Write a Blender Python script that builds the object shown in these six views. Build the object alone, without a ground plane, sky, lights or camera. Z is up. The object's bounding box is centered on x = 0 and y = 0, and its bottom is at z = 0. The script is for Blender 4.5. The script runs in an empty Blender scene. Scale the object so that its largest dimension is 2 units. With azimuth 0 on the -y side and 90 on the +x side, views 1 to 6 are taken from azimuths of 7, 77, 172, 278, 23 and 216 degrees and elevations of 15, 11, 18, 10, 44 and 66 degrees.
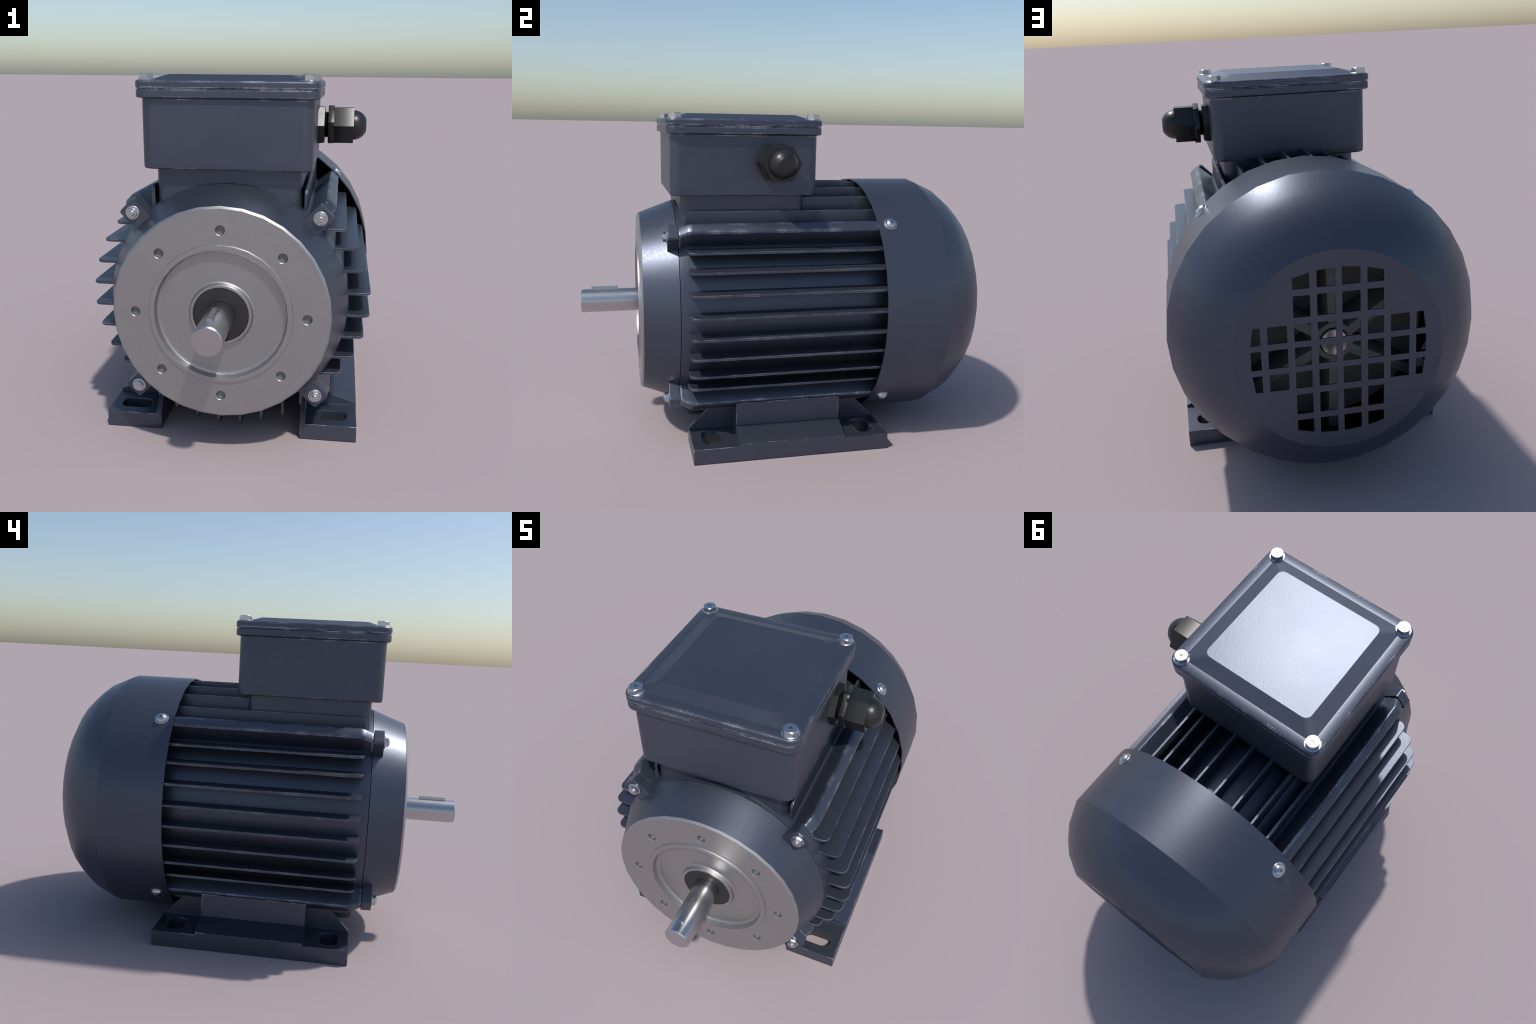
import bpy, bmesh, math, random
from mathutils import Vector, Matrix

random.seed(7)
PI = math.pi
AX = 0.656                    # height of the motor axis
SEG = 32                      # facets of the round castings, one vertex at the top

# ------------------------------------------------------------------ materials
def new_mat(name):
    m = bpy.data.materials.new(name)
    m.use_nodes = True
    nt = m.node_tree
    return m, nt, nt.nodes["Principled BSDF"]

def N(nt, typ, **kw):
    n = nt.nodes.new(typ)
    for k, v in kw.items():
        if k in n.inputs:
            n.inputs[k].default_value = v
        else:
            setattr(n, k, v)
    return n

def math_node(nt, op, a, b=None, clamp=False):
    n = nt.nodes.new("ShaderNodeMath")
    n.operation = op
    n.use_clamp = clamp
    for i, v in enumerate((a, b)):
        if v is None:
            continue
        if isinstance(v, (int, float)):
            n.inputs[i].default_value = v
        else:
            nt.links.new(v, n.inputs[i])
    return n.outputs[0]

def smooth(nt, v, lo, hi):
    n = nt.nodes.new("ShaderNodeMapRange")
    n.interpolation_type = 'SMOOTHSTEP'
    nt.links.new(v, n.inputs["Value"])
    n.inputs["From Min"].default_value = lo
    n.inputs["From Max"].default_value = hi
    return n.outputs[0]

def object_coords(nt):
    """Object coordinates, shifted per copy so repeats do not share one pattern."""
    tc = nt.nodes.new("ShaderNodeTexCoord")
    oi = nt.nodes.new("ShaderNodeObjectInfo")
    add = N(nt, "ShaderNodeVectorMath", operation='ADD')
    sc = N(nt, "ShaderNodeVectorMath", operation='SCALE')
    comb = nt.nodes.new("ShaderNodeCombineXYZ")
    for i in range(3):
        nt.links.new(oi.outputs["Random"], comb.inputs[i])
    nt.links.new(comb.outputs[0], sc.inputs[0])
    sc.inputs["Scale"].default_value = 7.0
    nt.links.new(tc.outputs["Object"], add.inputs[0])
    nt.links.new(sc.outputs[0], add.inputs[1])
    return add.outputs[0]

def noise(nt, vec, scale, detail=4.0, rough=0.55):
    n = N(nt, "ShaderNodeTexNoise")
    nt.links.new(vec, n.inputs["Vector"])
    n.inputs["Scale"].default_value = scale
    n.inputs["Detail"].default_value = detail
    n.inputs["Roughness"].default_value = rough
    return n.outputs["Fac"]

PAINT = (0.081, 0.092, 0.124, 1)
PAINT_B = (0.087, 0.099, 0.132, 1)
PAINT_METAL = 0.72

def paint(name, wear, rough, wear_radius=0.010, peel=0.16, round_edge=0.004, peel_scale=150, blotch=0.06, blotch_scale=26):
    m, nt, bsdf = new_mat(name)
    L = nt.links
    co = object_coords(nt)
    base = N(nt, "ShaderNodeMix", data_type='RGBA')
    base.inputs["A"].default_value = PAINT
    base.inputs["B"].default_value = PAINT_B
    L.new(smooth(nt, noise(nt, co, 3.5, 5.0), 0.35, 0.65), base.inputs["Factor"])
    col = base.outputs["Result"]
    # grain of the roughness: handled, slightly blotchy paint
    blot = noise(nt, co, blotch_scale, 6.0, 0.65)
    r = math_node(nt, 'ADD', rough - 0.5 * blotch, math_node(nt, 'MULTIPLY', blot, blotch))
    if wear > 0:
        geo = nt.nodes.new("ShaderNodeNewGeometry")
        bev = N(nt, "ShaderNodeBevel")
        bev.samples = 6
        bev.inputs["Radius"].default_value = wear_radius
        dot = N(nt, "ShaderNodeVectorMath", operation='DOT_PRODUCT')
        L.new(bev.outputs[0], dot.inputs[0])
        L.new(geo.outputs["True Normal"], dot.inputs[1])
        edge = math_node(nt, 'SUBTRACT', 1.0, dot.outputs["Value"], True)
        edge = smooth(nt, edge, 0.015, 0.13)
        ao = N(nt, "ShaderNodeAmbientOcclusion")
        ao.samples = 6
        ao.only_local = True
        ao.inputs["Distance"].default_value = 0.015
        edge = math_node(nt, 'MULTIPLY', edge, smooth(nt, ao.outputs["AO"], 0.70, 0.90))
        chip = noise(nt, co, 105, 5.0, 0.68)
        patch = noise(nt, co, 9, 3.0, 0.5)
        thr = 1.335 - 0.06 * (wear - 1.0)
        sep = nt.nodes.new("ShaderNodeSeparateXYZ")      # no scuffs along the edge that stands on the floor
        L.new(geo.outputs["Position"], sep.inputs[0])
        edge = math_node(nt, 'MULTIPLY', edge, smooth(nt, sep.outputs["Z"], 0.012, 0.03))
        s = math_node(nt, 'ADD', math_node(nt, 'MULTIPLY', edge, 0.26),
                      math_node(nt, 'ADD', math_node(nt, 'MULTIPLY', chip, 0.85),
                                math_node(nt, 'MULTIPLY', patch, 1.30)))
        mask = math_node(nt, 'MULTIPLY', smooth(nt, s, thr, thr + 0.035), smooth(nt, edge, 0.02, 0.2))
        mx = N(nt, "ShaderNodeMix", data_type='RGBA')
        L.new(mask, mx.inputs["Factor"])
        L.new(col, mx.inputs["A"])
        mx.inputs["B"].default_value = (0.60, 0.62, 0.68, 1)
        col = mx.outputs["Result"]
    bsdf.inputs["Metallic"].default_value = PAINT_METAL
    L.new(col, bsdf.inputs["Base Color"])
    L.new(r, bsdf.inputs["Roughness"])
    bump = N(nt, "ShaderNodeBump")
    bump.inputs["Strength"].default_value = peel
    bump.inputs["Distance"].default_value = 0.002
    L.new(noise(nt, co, peel_scale, 2.0, 0.5), bump.inputs["Height"])
    if round_edge:
        rb = N(nt, "ShaderNodeBevel")
        rb.samples = 4
        rb.inputs["Radius"].default_value = round_edge
        L.new(rb.outputs[0], bump.inputs["Normal"])
    L.new(bump.outputs[0], bsdf.inputs["Normal"])
    bsdf.inputs["Specular IOR Level"].default_value = 0.5
    return m

def metal(name, color, rough, grain=0.10, grain_scale=220, bump_s=0.0, round_edge=0.0, metallic=1.0, blot=0.0, speckle=0.10):
    m, nt, bsdf = new_mat(name)
    L = nt.links
    co = object_coords(nt)
    n1 = noise(nt, co, grain_scale, 3.0, 0.6)
    n2 = noise(nt, co, 14, 5.0, 0.6)
    mx = N(nt, "ShaderNodeMix", data_type='RGBA')
    mx.inputs["A"].default_value = tuple(c * (1 - grain) for c in color) + (1,)
    mx.inputs["B"].default_value = tuple(min(1, c * (1 + grain)) for c in color) + (1,)
    L.new(n1, mx.inputs["Factor"])
    L.new(mx.outputs["Result"], bsdf.inputs["Base Color"])
    bsdf.inputs["Metallic"].default_value = metallic
    L.new(math_node(nt, 'ADD', rough - 0.5 * (0.10 + blot),
                    math_node(nt, 'ADD', math_node(nt, 'MULTIPLY', n2, 0.10 + blot),
                              math_node(nt, 'MULTIPLY', math_node(nt, 'SUBTRACT', n1, 0.5), speckle))),
          bsdf.inputs["Roughness"])
    nrm = None
    if round_edge:
        rb = N(nt, "ShaderNodeBevel")
        rb.samples = 6
        rb.inputs["Radius"].default_value = round_edge
        nrm = rb.outputs[0]
    if bump_s:
        bump = N(nt, "ShaderNodeBump")
        bump.inputs["Strength"].default_value = bump_s
        bump.inputs["Distance"].default_value = 0.001
        L.new(n1, bump.inputs["Height"])
        if nrm:
            L.new(nrm, bump.inputs["Normal"])
        nrm = bump.outputs[0]
    if nrm:
        L.new(nrm, bsdf.inputs["Normal"])
    return m

def plain(name, color, rough, spec=0.5, var=0.15):
    m, nt, bsdf = new_mat(name)
    co = object_coords(nt)
    mx = N(nt, "ShaderNodeMix", data_type='RGBA')
    mx.inputs["A"].default_value = tuple(c * (1 - var) for c in color) + (1,)
    mx.inputs["B"].default_value = tuple(c * (1 + var) for c in color) + (1,)
    n2 = noise(nt, co, 18, 5.0, 0.6)
    nt.links.new(n2, mx.inputs["Factor"])
    nt.links.new(mx.outputs["Result"], bsdf.inputs["Base Color"])
    nt.links.new(math_node(nt, 'ADD', rough - 0.04, math_node(nt, 'MULTIPLY', n2, 0.08)), bsdf.inputs["Roughness"])
    bsdf.inputs["Specular IOR Level"].default_value = spec
    return m

M_CAST = paint("worn_slate_paint", 1.2, 0.40, peel=0.24, round_edge=0.003)
M_FOOT = paint("foot_slate_paint", 0.7, 0.40, wear_radius=0.006, round_edge=0.0025)
M_BOSS = paint("boss_slate_paint", 2.4, 0.36, wear_radius=0.022, peel=0.32, round_edge=0.0, peel_scale=110)
M_BARREL = paint("barrel_slate_paint", 0.0, 0.40, round_edge=0.0)
M_LID = paint("lid_slate_paint", 1.6, 0.41, wear_radius=0.012, peel=0.13, round_edge=0.002, blotch=0.0)
M_FIN = paint("fin_slate_paint", 1.3, 0.40, wear_radius=0.006, round_edge=0.0, blotch=0.04)
M_SHEET = paint("smooth_slate_paint", 0.0, 0.39, peel=0.04, round_edge=0.0, peel_scale=60, blotch=0.18, blotch_scale=80)
M_FLANGE = metal("machined_grey_metal", (0.375, 0.37, 0.37), 0.41, 0.15, 260, 0.16, 0.0, metallic=0.88, blot=0.10, speckle=0.16)
M_HOLE = metal("darker_grey_metal", (0.20, 0.205, 0.205), 0.55, 0.06, 200, 0.0, 0.0, metallic=0.6)
M_SHAFT = metal("bright_steel", (0.52, 0.52, 0.52), 0.27, 0.04, 260, 0.0, 0.0, speckle=0.02)
M_BOLT = metal("zinc_bolt_metal", (0.56, 0.57, 0.58), 0.28, 0.02, 160, 0.0, 0.0, speckle=0.0)
M_BLACK = plain("black_plastic", (0.014, 0.0135, 0.013), 0.36)
M_SEAL = plain("dark_rubber", (0.022, 0.020, 0.022), 0.55, 0.4)
M_FAN = plain("fan_grey_plastic", (0.20, 0.20, 0.18), 0.6, 0.4)
M_DARK = plain("near_black_matte", (0.02, 0.02, 0.02), 0.7, 0.2)

# ------------------------------------------------------------------ helpers
ROOT = bpy.data.objects.new("electric_motor", None)
bpy.context.scene.collection.objects.link(ROOT)
ROOT["label"] = "dark slate-blue finned electric motor with terminal box and shaft"
ROOT["category"] = "electric motor"

def link(obj, parent):
    bpy.context.scene.collection.objects.link(obj)
    obj.parent = parent
    return obj

def mesh_from_bm(bm, name, mats, angle=35.0, smooth_faces=True):
    me = bpy.data.meshes.new(name)
    bmesh.ops.recalc_face_normals(bm, faces=bm.faces)
    bm.to_mesh(me)
    bm.free()
    for m in (mats if isinstance(mats, (list, tuple)) else [mats]):
        me.materials.append(m)
    if smooth_faces:
        me.shade_smooth()
        if angle is not None:
            me.set_sharp_from_angle(angle=math.radians(angle))
    return me

def flat_weighted(obj):
    """Let the large faces keep their own normal, so narrow edge rounds stay narrow."""
    md = obj.modifiers.new("weighted_normals", 'WEIGHTED_NORMAL')
    md.mode = 'FACE_AREA'
    md.weight = 50
    md.keep_sharp = True
    return obj

def add(name, bm, mats, parent, angle=35.0):
    return link(bpy.data.objects.new(name, mesh_from_bm(bm, name, mats, angle)), parent)

def union(parts):
    """Boolean union of bmeshes into one clean solid."""
    objs = []
    for b in parts:
        me = bpy.data.meshes.new("part")
        bmesh.ops.recalc_face_normals(b, faces=b.faces)
        b.to_mesh(me)
        b.free()
        o = bpy.data.objects.new("part", me)
        bpy.context.scene.collection.objects.link(o)
        objs.append(o)
    for o in objs[1:]:
        md = objs[0].modifiers.new("join", 'BOOLEAN')
        md.operation = 'UNION'
        md.solver = 'EXACT'
        md.object = o
    dg = bpy.context.evaluated_depsgraph_get()
    me = bpy.data.meshes.new_from_object(objs[0].evaluated_get(dg))
    out = bmesh.new()
    out.from_mesh(me)
    bpy.data.meshes.remove(me)
    for o in objs:
        old = o.data
        bpy.data.objects.remove(o)
        bpy.data.meshes.remove(old)
    return out

def add_copy(src, name, parent, matrix):
    o = bpy.data.objects.new(name, src.data)
    link(o, parent)
    o.matrix_local = matrix
    if src.modifiers:
        flat_weighted(o)
    return o

def ring(bm, pts):
    return [bm.verts.new(p) for p in pts]

def bridge(bm, a, b, mat=0):
    n = len(a)
    fs = []
    for i in range(n):
        j = (i + 1) % n
        f = bm.faces.new((a[i], a[j], b[j], b[i]))
        f.material_index = mat
        fs.append(f)
    return fs

def circ_y(y, r, n=SEG, cx=0.0, cz=AX):
    return [(cx + r * math.sin(2 * PI * k / n), y, cz + r * math.cos(2 * PI * k / n)) for k in range(n)]

def lathe(bm, profile, n=SEG, cap0=False, cap1=False, to_world=None, mat=0):
    """Revolve (axial, radius) pairs; to_world maps (axial, u, v) to space (default: motor axis)."""
    if to_world is None:
        to_world = lambda a, u, v: (u, a, AX + v)
    rings = []
    for a, r in profile:
        rings.append(ring(bm, [to_world(a, r * math.sin(2 * PI * k / n), r * math.cos(2 * PI * k / n)) for k in range(n)]))
    for p, q in zip(rings, rings[1:]):
        bridge(bm, p, q, mat)
    if cap0:
        bm.faces.new(rings[0]).material_index = mat
    if cap1:
        bm.faces.new(rings[-1][::-1]).material_index = mat
    return rings

def prism(bm, outline, lo, hi, to_world, bevel=0.0, segs=2, only=None):
    """Extrude a 2D outline (a, b) between lo and hi along a third axis."""
    v0 = [bm.verts.new(to_world(a, b, lo)) for a, b in outline]
    v1 = [bm.verts.new(to_world(a, b, hi)) for a, b in outline]
    faces = bridge(bm, v0, v1)
    faces.append(bm.faces.new(v0[::-1]))
    faces.append(bm.faces.new(v1))
    bmesh.ops.recalc_face_normals(bm, faces=faces)
    if bevel:
        bevel_sharp(bm, faces, bevel, segs)
    return faces

def bevel_sharp(bm, faces, offset, segs=2, ang=28):
    fs = set(faces)
    es = set()
    for f in faces:
        for e in f.edges:
            lf = [x for x in e.link_faces if x in fs]
            if len(lf) == 2 and lf[0].normal.angle(lf[1].normal) > math.radians(ang):
                es.add(e)
    bmesh.ops.bevel(bm, geom=list(es), offset=offset, segments=segs, affect='EDGES', profile=0.5,
                    clamp_overlap=True)

def rrect(hx, hy, r, n=5):
    pts = []
    for cx, cy, a0 in ((hx - r, hy - r, 0), (-hx + r, hy - r, 90), (-hx + r, -hy + r, 180), (hx - r, -hy + r, 270)):
        for k in range(n + 1):
            a = math.radians(a0 + 90.0 * k / n)
            pts.append((cx + r * math.cos(a), cy + r * math.sin(a)))
    return pts

def loft_rrect(bm, sections, cy, n=5, cap0=True, cap1=True):
    """sections: (half_x, half_y, corner_radius, z)."""
    rings = []
    for hx, hy, r, z in sections:
        rings.append(ring(bm, [(x, cy + y, z) for x, y in rrect(hx, hy, r, n)]))
    for a, b in zip(rings, rings[1:]):
        bridge(bm, a, b)
    if cap0:
        bm.faces.new(rings[0][::-1])
    if cap1:
        bm.faces.new(rings[-1])
    return rings

def filled_plate(loops, thickness, to_world):
    """A flat plate with holes: 2D loops filled by a curve, extruded to its thickness, then placed."""
    cu = bpy.data.curves.new("plate_curve", 'CURVE')
    cu.dimensions = '2D'
    cu.fill_mode = 'BOTH'
    cu.extrude = thickness / 2
    for lp in loops:
        sp = cu.splines.new('POLY')
        sp.points.add(len(lp) - 1)
        for p, (a, b) in zip(sp.points, lp):
            p.co = (a, b, 0, 1)
        sp.use_cyclic_u = True
    ob = bpy.data.objects.new("plate_curve", cu)
    bpy.context.scene.collection.objects.link(ob)
    dg = bpy.context.evaluated_depsgraph_get()
    me = bpy.data.meshes.new_from_object(ob.evaluated_get(dg))
    bpy.data.objects.remove(ob)
    bpy.data.curves.remove(cu)
    bm = bmesh.new()
    bm.from_mesh(me)
    bpy.data.meshes.remove(me)
    bmesh.ops.remove_doubles(bm, verts=bm.verts, dist=1e-5)
    for v in bm.verts:
        v.co = to_world(v.co.x, v.co.y, v.co.z)
    bmesh.ops.recalc_face_normals(bm, faces=bm.faces)
    return bm

def merge_bm(dst, src):
    me = bpy.data.meshes.new("tmp")
    src.to_mesh(me)
    src.free()
    dst.from_mesh(me)
    bpy.data.meshes.remove(me)

def spin(angle):
    """Rotation about the motor axis; angle measured from straight up towards +x."""
    return Matrix.Translation((0, 0, AX)) @ Matrix.Rotation(angle, 4, 'Y') @ Matrix.Translation((0, 0, -AX))

CORNERS = [math.radians(a) for a in (45, 135, 225, 315)]

# ------------------------------------------------------------------ frame: barrel, fins, bosses, feet, pedestal
bm = bmesh.new()
lathe(bm, [(-0.5380, 0.40), (-0.5380, 0.5115), (-0.500, 0.518), (0.600, 0.518),
           (0.625, 0.49), (0.640, 0.20)], cap0=True, cap1=True)
frame = add("motor_frame", bm, M_BARREL, ROOT, 40)

FIN_TH = 0.0125
FIN_SET = {0.0495: 0.610, 0.1475: 0.589, 0.2435: 0.552, 0.3235: 0.496}

def fin_bm(offset, tip, y0, y1):
    """Plate standing up (+z from the axis), its length along y, front corner rounded."""
    root = math.sqrt(0.518 ** 2 - offset ** 2) - 0.03
    r = min(0.032, (tip - root) * 0.8)
    pts = [(y0, root), (y1, root), (y1, tip)]
    for k in range(5):
        a = math.radians(90 + 22.5 * k)
        pts.append((y0 + r + r * math.cos(a), tip - r + r * math.sin(a)))
    b = bmesh.new()
    prism(b, pts, -FIN_TH / 2, FIN_TH / 2, lambda a, c, t: (t, a, c), 0.0026, 2)
    return b

fin_mesh = {}
def fin(offset, tip, direction, y0=-0.502, y1=0.60):
    key = (abs(offset), y0)
    if key not in fin_mesh:
        fin_mesh[key] = mesh_from_bm(fin_bm(abs(offset), tip, y0, y1), "cooling_fin", M_FIN, 40)
    o = bpy.data.objects.new("cooling_fin", fin_mesh[key])
    flat_weighted(link(o, frame))
    o.matrix_local = Matrix.Translation((0, 0, AX)) @ Matrix.Rotation(direction, 4, 'Y') @ Matrix.Translation((offset, 0, 0))

for off, tip in FIN_SET.items():
    for s in (1, -1):
        fin(s * off, tip, PI / 2)          # right flank
        fin(s * off, tip, -PI / 2)         # left flank
        fin(s * off, tip, PI)              # underside
        if off > 0.3:
            fin(s * off, tip, 0.0)         # beside the pedestal, full length
        else:
            fin(s * off, tip, 0.0, y0=0.045)   # behind the pedestal

# corner bosses: tapered bars along the frame, dropping to the lug at the front
def boss_bm():
    b = bmesh.new()
    secs = [(-0.5390, 0.5880, 0.0300), (-0.5060, 0.6060, 0.0300), (-0.4960, 0.6110, 0.0300), (-0.4860, 0.6145, 0.0300),
            (-0.4720, 0.6160, 0.0300), (0.600, 0.6160, 0.0300)]
    rings = []
    for y, top, hw in secs:
        pts = [(-0.0355, 0.490), (0.0355, 0.490)]
        rr = 0.013
        for k in range(4):
            a = math.radians(-3 + 31 * k)
            pts.append((hw - rr + rr * math.cos(a), top - rr + rr * math.sin(a)))
        for k in range(4):
            a = math.radians(90 + 31 * k)
            pts.append((-hw + rr + rr * math.cos(a), top - rr + rr * math.sin(a)))
        rings.append(ring(b, [(t, y, AX + r) for t, r in pts]))
    for p, q in zip(rings, rings[1:]):
        bridge(b, p, q)
    b.faces.new(rings[0][::-1])
    b.faces.new(rings[-1])
    return b

boss0 = None
for a in CORNERS:
    if boss0 is None:
        boss0 = bpy.data.objects.new("corner_boss", mesh_from_bm(boss_bm(), "corner_boss", M_BOSS, 50))
        link(boss0, frame)
        boss0.matrix_local = spin(a)
    else:
        add_copy(boss0, "corner_boss", frame, spin(a))

# box pedestal
bm = bmesh.new()
BOX_Y = -0.2195
loft_rrect(bm, [(0.306, 0.302, 0.045, 0.90), (0.306, 0.302, 0.045, 1.235)], BOX_Y, 5)
add("box_pedestal", bm, M_BARREL, frame, 40)

# feet
FOOT_Y0, FOOT_Y1, FOOT_Z = -0.491, 0.461, 0.0735
def stadium(cx, cy, hl, hw, n=4):
    pts = []
    r = 0.036
    for sx, sy, a0 in ((1, 1, 0), (-1, 1, 90), (-1, -1, 180), (1, -1, 270)):
        for k in range(n + 1):
            a = math.radians(a0 + 90 * k / n)
            pts.append((cx + sx * (hl - r) + r * math.cos(a), cy + sy * (hw - r) + r * math.sin(a)))
    return pts

def foot_bm(sign):
    # plate with its two slots
    loops = [[(0.3445, FOOT_Y0), (0.5785, FOOT_Y0), (0.5785, FOOT_Y1), (0.3445, FOOT_Y1)],
             stadium(0.4615, -0.396, 0.073, 0.0445), stadium(0.4615, 0.366, 0.073, 0.0445)]
    plate = filled_plate(loops, FOOT_Z, lambda a, b, c: (a, b, c + FOOT_Z / 2))
    # raised middle: ramp up to an upright wall under the barrel
    ramp = bmesh.new()
    prism(ramp, [(0.5785, 0.0), (0.5785, 0.0850), (0.4580, 0.1250), (0.4580, 0.2370), (0.4000, 0.2450),
                 (0.4000, 0.32), (0.3400, 0.32), (0.3400, 0.0)],
          -0.2745, 0.2425, lambda a, c, t: (a, t, c))
    # inner web with sloping ends
    web = bmesh.new()
    prism(web, [(FOOT_Y0, 0.0), (FOOT_Y1, 0.0), (FOOT_Y1, FOOT_Z), (0.262, 0.285), (-0.292, 0.285), (FOOT_Y0, FOOT_Z)],
          0.3215, 0.3460, lambda a, c, t: (t, a, c))
    out = union([plate, ramp, web])
    bmesh.ops.remove_doubles(out, verts=out.verts, dist=2e-4)
    bmesh.ops.dissolve_limit(out, angle_limit=math.radians(1.0), verts=out.verts, edges=out.edges)
    if sign < 0:
        for v in out.verts:
            v.co.x = -v.co.x
    return out

for s in (1, -1):
    add("mounting_foot", foot_bm(s), M_FOOT, frame, 25)

# ------------------------------------------------------------------ end shield
bm = bmesh.new()
lathe(bm, [(-0.680, 0.40), (-0.7040, 0.41), (-0.7040, 0.4495), (-0.5410, 0.5112), (-0.5400, 0.40)], cap0=True, cap1=True)
shield = add("end_shield", bm, M_SHEET, ROOT, 40)

# machined flange face with eight blind holes
HOLE_R, HOLE_C = 0.0195, 0.3545
hole_pos = [(HOLE_C * math.sin(k * PI / 4), HOLE_C * math.cos(k * PI / 4)) for k in range(8)]
def circle2(r, n, cx=0.0, cz=0.0):
    return [(cx + r * math.sin(2 * PI * k / n), cz + r * math.cos(2 * PI * k / n)) for k in range(n)]
loops = [circle2(0.4423, SEG), circle2(0.2850, SEG)] + [circle2(HOLE_R + 0.0022, 20, x, z) for x, z in hole_pos]
bm = filled_plate(loops, 0.018, lambda a, b, c: (a, -0.7145 + 0.009 - c, AX + b))
lathe(bm, [(-0.7146, 0.4420), (-0.7066, 0.4510), (-0.7030, 0.4510), (-0.7030, 0.430)])
for hx, hz in hole_pos:      # softened mouths and bores of the holes
    lathe(bm, [(-0.7146, HOLE_R + 0.0023), (-0.7128, HOLE_R + 0.0002), (-0.6970, HOLE_R)], 20,
          to_world=lambda a, u, v, hx=hx, hz=hz: (hx + u, a, AX + hz + v))
flange = add("mounting_flange", bm, M_FLANGE, shield, 30)

bm = bmesh.new()
lathe(bm, [(-0.710, 0.2985), (-0.7205, 0.2965), (-0.7220, 0.2945), (-0.7220, 0.2775), (-0.7210, 0.2755),
           (-0.6960, 0.2720), (-0.6895, 0.2690), (-0.6870, 0.2600), (-0.6865, 0.2500), (-0.6865, 0.1400),
           (-0.6880, 0.1345), (-0.6920, 0.1310), (-0.7065, 0.1275), (-0.7080, 0.1255), (-0.7080, 0.1175), (-0.7065, 0.1155), (-0.6960, 0.1150)], SEG)
flat_weighted(add("pilot_recess", bm, M_FLANGE, shield, 55))

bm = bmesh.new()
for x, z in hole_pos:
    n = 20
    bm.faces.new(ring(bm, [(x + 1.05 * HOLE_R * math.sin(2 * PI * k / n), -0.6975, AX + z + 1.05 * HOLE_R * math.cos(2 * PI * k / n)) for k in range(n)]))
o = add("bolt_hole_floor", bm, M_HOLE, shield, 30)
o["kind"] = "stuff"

bm = bmesh.new()
lathe(bm, [(-0.7035, 0.1152), (-0.7042, 0.1120), (-0.7042, 0.0640), (-0.7030, 0.0600), (-0.69, 0.0580)], 48)
add("shaft_seal", bm, M_SEAL, shield, 40)

# lugs that clamp shield to frame, each with nut, washer and stud end
def lug_bm():
    b = bmesh.new()
    r = 0.012
    pts = [(-0.0420, 0.470), (0.0420, 0.470)]
    for k in range(4):
        a = math.radians(30 * k)
        pts.append((0.0420 - r + r * math.cos(a), 0.5930 - r + r * math.sin(a)))
    for k in range(4):
        a = math.radians(90 + 30 * k)
        pts.append((-0.0420 + r + r * math.cos(a), 0.5930 - r + r * math.sin(a)))
    prism(b, pts, -0.5890, -0.5405, lambda t, rr, y: (t, y, AX + rr), 0.002, 2)
    return b

def hexagon(r, rot=0.0, n=6):
    return [(r * math.cos(PI / 3 * k + rot), r * math.sin(PI / 3 * k + rot)) for k in range(n)]

def hex_solid(b, r, h0, h1, chamfer, tw, rot=0.0, both=False, mat=0):
    """Hexagon from h0 to h1 whose top corners are turned off to a circle, like a bolt head."""
    m = 4
    def ringpts(h, circ):
        out = []
        for k in range(6):
            p, q = hexagon(r, rot)[k], hexagon(r, rot)[(k + 1) % 6]
            for j in range(m):
                t = j / m
                x, y = p[0] + (q[0] - p[0]) * t, p[1] + (q[1] - p[1]) * t
                d = math.hypot(x, y)
                ri = r * math.cos(PI / 6)
                if circ:
                    f = (ri * 0.97) / d
                    out.append(tw(x * f, y * f, h))
                else:
                    drop = chamfer * 0.25 + (d - ri) / (r - ri) * chamfer * 0.75
                    out.append(tw(x, y, h - drop))
        return out
    lo = ring(b, [tw(*p2, h0) for p2 in [(hexagon(r, rot)[k][0] + (hexagon(r, rot)[(k + 1) % 6][0] - hexagon(r, rot)[k][0]) * j / m,
                                          hexagon(r, rot)[k][1] + (hexagon(r, rot)[(k + 1) % 6][1] - hexagon(r, rot)[k][1]) * j / m)
                                         for k in range(6) for j in range(m)]])
    mid = ring(b, ringpts(h1, False))
    top = ring(b, ringpts(h1, True))
    fs = bridge(b, lo, mid) + bridge(b, mid, top)
    fs.append(b.faces.new(lo[::-1]))
    fs.append(b.faces.new(top))
    for f in fs:
        f.material_index = mat

def disc_stack(b, prof, tw, n=32, mat=0):
    """Turned piece: (height, radius) pairs, closed at both ends."""
    rs = [ring(b, [tw(r * math.cos(2 * PI * k / n), r * math.sin(2 * PI * k / n), h) for k in range(n)]) for h, r in prof]
    fs = []
    for p, q in zip(rs, rs[1:]):
        fs += bridge(b, p, q)
    fs.append(b.faces.new(rs[0][::-1]))
    fs.append(b.faces.new(rs[-1]))
    for f in fs:
        f.material_index = mat

def cross_mark(b, size, w, h0, h1, tw, mat=1):
    s, t = size, w / 2
    pts = [(s, -t), (s, t), (t, t), (t, s), (-t, s), (-t, t), (-s, t), (-s, -t), (-t, -t), (-t, -s), (t, -s), (t, -t)]
    v0 = ring(b, [tw(x, y, h0) for x, y in pts])
    v1 = ring(b, [tw(x, y, h1) for x, y in pts])
    fs = bridge(b, v0, v1)
    fs.append(b.faces.new(v1))
    for f in fs:
        f.material_index = mat

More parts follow.
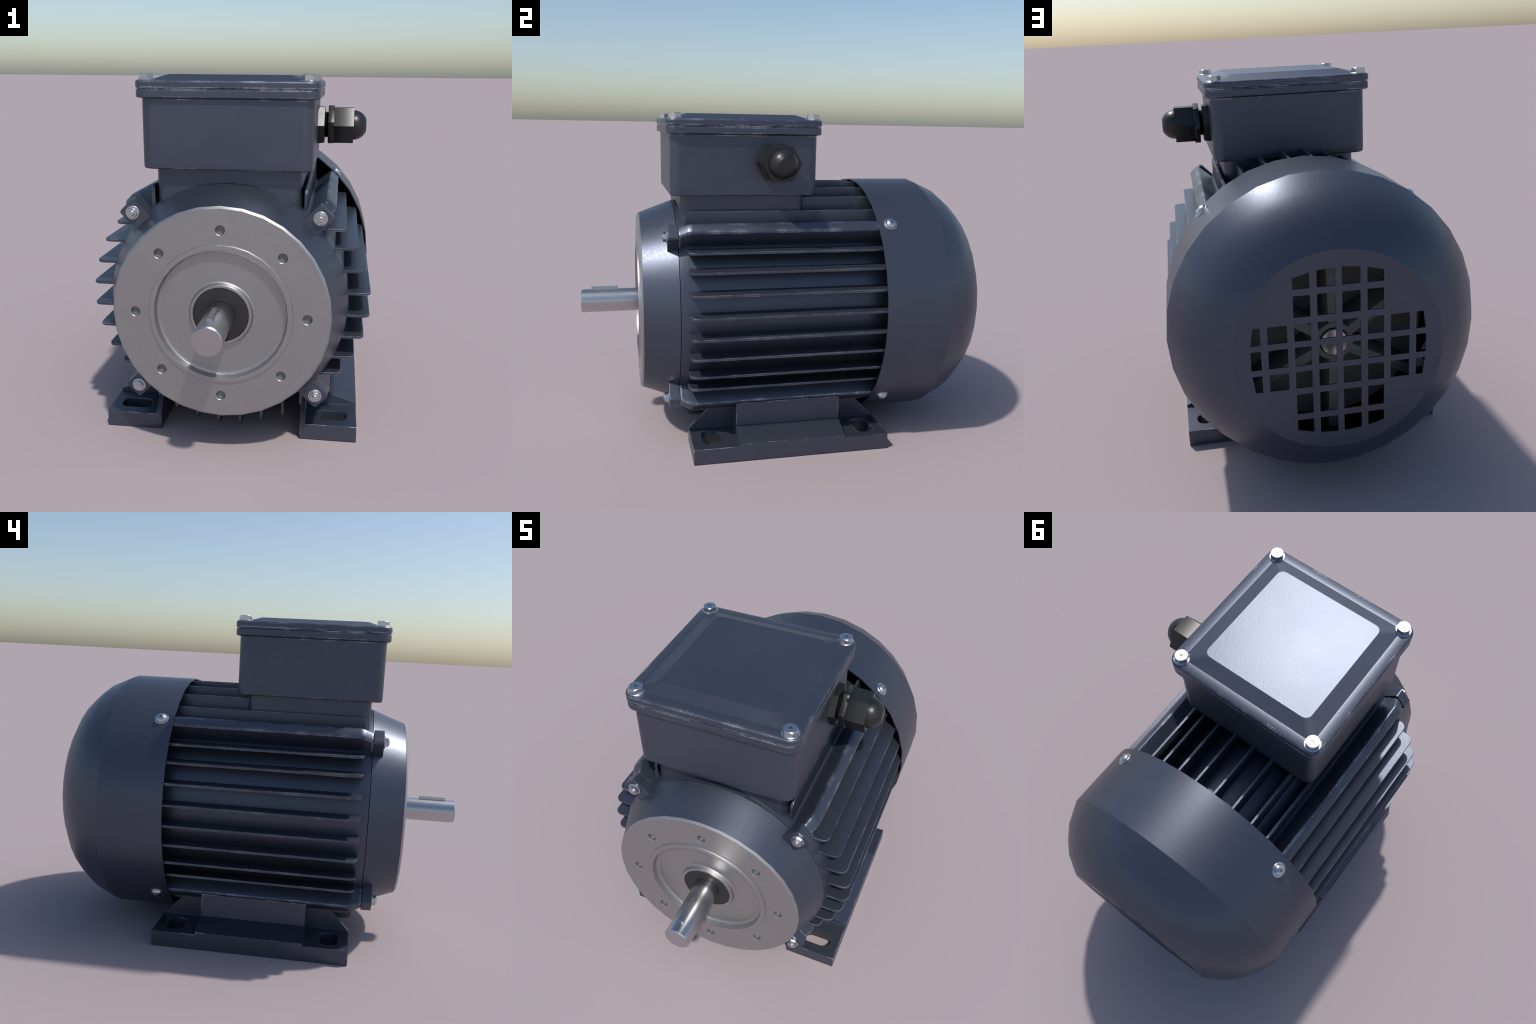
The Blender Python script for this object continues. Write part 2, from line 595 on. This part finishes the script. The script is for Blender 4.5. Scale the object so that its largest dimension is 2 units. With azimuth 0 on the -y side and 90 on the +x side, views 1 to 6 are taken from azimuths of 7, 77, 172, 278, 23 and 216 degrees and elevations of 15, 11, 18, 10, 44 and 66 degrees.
def nut_bm():
    b = bmesh.new()
    tw = lambda u, v, h: (u, -h, v)          # h grows towards the viewer in front (-y)
    disc_stack(b, [(0.0, 0.0285), (0.0008, 0.0295), (0.0045, 0.0295), (0.0055, 0.0280)], tw)
    hex_solid(b, 0.0235, 0.0050, 0.0215, 0.0035, tw)
    disc_stack(b, [(0.018, 0.0120), (0.0240, 0.0120), (0.0262, 0.0095)], tw, 20)
    return b

lug_src = nut_src = None
nut_me = mesh_from_bm(nut_bm(), "clamp_nut", M_BOLT, 30)
for i, a in enumerate(CORNERS):
    if lug_src is None:
        lug_src = bpy.data.objects.new("clamp_lug", mesh_from_bm(lug_bm(), "clamp_lug", M_SHEET, 40))
        flat_weighted(link(lug_src, shield))
        lug_src.matrix_local = spin(a)
    else:
        add_copy(lug_src, "clamp_lug", shield, spin(a))
    o = bpy.data.objects.new("clamp_nut", nut_me)
    link(o, shield)
    rr = 0.5505
    o.matrix_local = (Matrix.Translation((rr * math.sin(a), -0.5890, AX + rr * math.cos(a)))
                      @ Matrix.Rotation(random.uniform(0, PI / 3), 4, 'Y'))

# ------------------------------------------------------------------ shaft
bm = bmesh.new()
lathe(bm, [(-1.000, 0.0540), (-0.9950, 0.0590), (-0.640, 0.0590)], 48, cap0=True, cap1=True)
shaft = add("drive_shaft", bm, M_SHAFT, ROOT, 30)
bm = bmesh.new()
pts = [(-0.949, 0.045), (-0.817, 0.045), (-0.817, 0.0715), (-0.949, 0.0715)]
prism(bm, pts, -0.0108, 0.0108, lambda a, c, t: (t, a, AX + c), 0.0012, 2)
flat_weighted(add("shaft_key", bm, M_SHAFT, shaft, 30))

# ------------------------------------------------------------------ fan cowl with punched grille
bm = bmesh.new()
COWL = [(0.4150, 0.622), (0.7360, 0.622), (0.8390, 0.5755), (0.9000, 0.5285), (0.9515, 0.4765), (1.0000, 0.3930)]
outer = lathe(bm, COWL)
inner = lathe(bm, [(0.4150, 0.6165), (0.7350, 0.6165), (0.8360, 0.5705), (0.8965, 0.5245), (0.9475, 0.4725), (0.9940, 0.3930)])
bridge(bm, outer[0], inner[0])
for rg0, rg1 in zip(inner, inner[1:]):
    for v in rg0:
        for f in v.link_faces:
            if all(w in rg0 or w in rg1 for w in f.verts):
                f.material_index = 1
for k in range(SEG):       # creases at the shoulder and at the rim of the flat end
    for rg in (outer[1], outer[-1]):
        e = bm.edges.get((rg[k], rg[(k + 1) % SEG]))
        e.smooth = False
me = bpy.data.meshes.new("fan_cowl")
bmesh.ops.recalc_face_normals(bm, faces=bm.faces)
bm.to_mesh(me); bm.free()
me.materials.append(M_SHEET)
me.materials.append(M_DARK)  # inner faces coloured near-black to give the unlit cowl interior
me.shade_smooth()
me.set_sharp_from_angle(angle=math.radians(60))
for e in me.edges:
    a, b = (me.vertices[i].co for i in e.vertices)
    if abs(a.y - b.y) < 1e-6 and (abs(a.y - 0.736) < 1e-4 or abs(a.y - 1.0) < 1e-4):
        e.use_edge_sharp = True
cowl = link(bpy.data.objects.new("fan_cowl", me), ROOT)

# grille: cross of square openings, outer row trimmed to a gentle curve
COLS = [(0.012, 0.079), (0.1045, 0.1655), (0.191, 0.262), (0.288, 0.40)]
ROWS = [(0.0600, 0.1270), (0.1525, 0.2340), (0.2590, 0.40)]
top_h = lambda x: 0.3275 - 0.95 * x * x
side_w = lambda z: 0.3270 - 0.80 * z * z
loops = [circle2(0.3930, SEG)]
def cell(x0, x1, z0, z1, sx, sz):
    if x1 > 0.35:
        q = [(x0, z0), (side_w(z0), z0), (side_w(z1), z1), (x0, z1)]
    elif z1 > 0.35:
        q = [(x0, z0), (x1, z0), (x1, top_h(x1)), (x0, top_h(x0))]
    else:
        q = [(x0, z0), (x1, z0), (x1, z1), (x0, z1)]
    loops.append([(sx * a, sz * b) for a, b in q])
for sx in (1, -1):
    for ci, (x0, x1) in enumerate(COLS):
        cell(x0, x1, -0.0365, 0.0365, sx, 1)
        for sz in (1, -1):
            cell(x0, x1, *ROWS[0], sx, sz)
            if ci < 2:
                cell(x0, x1, *ROWS[1], sx, sz)
                cell(x0, x1, *ROWS[2], sx, sz)
bm = filled_plate(loops, 0.006, lambda a, b, c: (a, 1.0 - 0.003 + c, AX + b))
add("grille_plate", bm, M_SHEET, cowl, 30)

def cowl_screw_bm():
    b = bmesh.new()
    tw = lambda u, v, h: (u, v, h)
    disc_stack(b, [(-0.004, 0.034), (0.0030, 0.034), (0.0045, 0.0325), (0.0045, 0.0285)], tw)
    dome = [(0.0030, 0.0270)]
    for k in range(1, 7):
        t = math.radians(12 * k)
        dome.append((0.0040 + 0.0185 * math.sin(t), 0.0270 * math.cos(t) if k < 6 else 0.0085))
    disc_stack(b, dome, tw)
    cross_mark(b, 0.0080, 0.0026, 0.018, 0.02215, tw)
    return b
screw_me = mesh_from_bm(cowl_screw_bm(), "cowl_screw", [M_BOLT, M_DARK], 35)
for a in CORNERS:
    o = bpy.data.objects.new("cowl_screw", screw_me)
    link(o, cowl)
    o.matrix_local = spin(a) @ Matrix.Translation((0, 0.4780, AX + 0.6185)) @ Matrix.Rotation(random.uniform(0, PI / 2), 4, 'Z')

# ------------------------------------------------------------------ fan behind the grille
bm = bmesh.new()
lathe(bm, [(0.700, 0.10), (0.860, 0.075), (0.905, 0.075), (0.905, 0.0560), (0.860, 0.0560)], 32)
lathe(bm, [(0.720, 0.08), (0.735, 0.40), (0.728, 0.40), (0.712, 0.08)], 32)
fan = add("cooling_fan", bm, M_FAN, ROOT, 35)
bm = bmesh.new()
prism(bm, [(0.71, 0.07), (0.735, 0.395), (0.860, 0.395), (0.903, 0.07)], -0.0190, 0.0190,
      lambda a, c, t: (t, a, AX + c), 0.003, 2)
blade = add("fan_blade", bm, M_FAN, fan, 35)
blade.matrix_local = spin(math.radians(0))
for k in range(1, 6):
    add_copy(blade, "fan_blade", fan, spin(math.radians(60 * k)))
bm = bmesh.new()
lathe(bm, [(0.700, 0.0530), (0.914, 0.0530), (0.917, 0.0500)], 32, cap1=True)
add("rear_shaft_end", bm, M_SHAFT, fan, 30)

# ------------------------------------------------------------------ terminal box
bm = bmesh.new()
H = 0.3510
loft_rrect(bm, [(H - 0.008, H - 0.008, 0.044, 1.2255), (H - 0.003, H - 0.003, 0.046, 1.2270), (H - 0.0005, H - 0.0005, 0.048, 1.2320),
                (H, H, 0.048, 1.26), (H, H, 0.048, 1.5100)], BOX_Y, 6)
loft_rrect(bm, [(0.352, 0.350, 0.045, 1.5070), (0.3660, 0.3635, 0.046, 1.5105), (0.3705, 0.3680, 0.049, 1.5125), (0.3715, 0.3690, 0.050, 1.5150), (0.3715, 0.3690, 0.050, 1.5405),
                (0.3705, 0.3680, 0.050, 1.5427), (0.3690, 0.3665, 0.049, 1.5435), (0.3600, 0.3575, 0.048, 1.5435)], BOX_Y, 6)
loft_rrect(bm, [(0.3670, 0.3645, 0.045, 1.540), (0.3670, 0.3645, 0.045, 1.552)], BOX_Y, 6)
box = flat_weighted(add("terminal_box", bm, M_LID, ROOT, 60))

bm = bmesh.new()
secs = [(0.3600, 0.3575, 0.046, 1.5482), (0.3695, 0.3670, 0.049, 1.5482), (0.3725, 0.3700, 0.050, 1.5510),
        (0.3725, 0.3700, 0.050, 1.5725), (0.3705, 0.3680, 0.049, 1.5770), (0.3650, 0.3625, 0.046, 1.5800),
        (0.3220, 0.3240, 0.034, 1.5812), (0.2580, 0.2650, 0.030, 1.6030)]
rg = loft_rrect(bm, secs, BOX_Y, 6)
me = bpy.data.meshes.new("box_lid")
bmesh.ops.recalc_face_normals(bm, faces=bm.faces)
bm.to_mesh(me); bm.free()
me.materials.append(M_LID)
me.shade_smooth()
me.set_sharp_from_angle(angle=math.radians(80))
for e in me.edges:
    a, b = (me.vertices[i].co for i in e.vertices)
    if abs(a.z - b.z) < 1e-6 and (min(abs(a.z - z) for z in (1.5812, 1.6030, 1.5482, 1.5510, 1.5725)) < 1e-4):
        e.use_edge_sharp = True
lid = link(bpy.data.objects.new("box_lid", me), box)

def lid_bolt_bm():
    b = bmesh.new()
    tw = lambda u, v, h: (u, v, h)
    disc_stack(b, [(-0.004, 0.0360), (0.0025, 0.0360), (0.0050, 0.0330)], tw)
    hex_solid(b, 0.0312, 0.0040, 0.0260, 0.0040, tw)
    cross_mark(b, 0.0085, 0.0028, 0.020, 0.0264, tw)
    return b
lb_me = mesh_from_bm(lid_bolt_bm(), "lid_bolt", [M_BOLT, M_DARK], 30)
for sx in (1, -1):
    for sy in (1, -1):
        o = bpy.data.objects.new("lid_bolt", lb_me)
        link(o, box)
        o.matrix_local = Matrix.Translation((sx * 0.3260, BOX_Y + sy * 0.3265, 1.5790)) @ Matrix.Rotation(random.uniform(-0.15, 0.25), 4, 'Z')

# ------------------------------------------------------------------ cable gland
GY, GZ = -0.0800, 1.3840
gx = lambda u, v, h: (h, GY + u, GZ + v)
def hex_taper(b, secs):
    rs = [ring(b, [gx(p[0], p[1], h) for p in hexagon(r)]) for h, r in secs]
    for p, q in zip(rs, rs[1:]):
        bridge(b, p, q)
    b.faces.new(rs[0][::-1])
    b.faces.new(rs[-1])

bm = bmesh.new()
thread = [(0.36, 0.060)]
x = 0.376
while x < 0.402:
    thread += [(x, 0.0545), (x + 0.003, 0.0605)]
    x += 0.006
thread.append((0.404, 0.0545))
disc_stack(bm, thread, gx, 32)
prism(bm, hexagon(0.0940, math.radians(-10)), 0.3965, 0.4235, gx, 0.0012, 2)
hex_taper(bm, [(0.4150, 0.0881), (0.4235, 0.0905), (0.5098, 0.0905), (0.5112, 0.09015)])
gland = add("cable_gland", bm, M_BLACK, ROOT, 35)
bm = bmesh.new()
hex_taper(bm, [(0.3505, 0.0955), (0.3800, 0.0912), (0.3810, 0.0900)])
add("lock_nut", bm, M_BLACK, gland, 30)
bm = bmesh.new()
dome = [(0.500, 0.0670), (0.5130, 0.0670)]
for k in range(1, 9):
    t = math.radians(7.6 * k)
    dome.append((0.5130 + 0.0620 * math.sin(t), 0.0670 * math.cos(t)))
dome.append((0.5685, 0.0310))
disc_stack(bm, dome, gx, 32)
add("gland_cap", bm, M_BLACK, gland, 25)
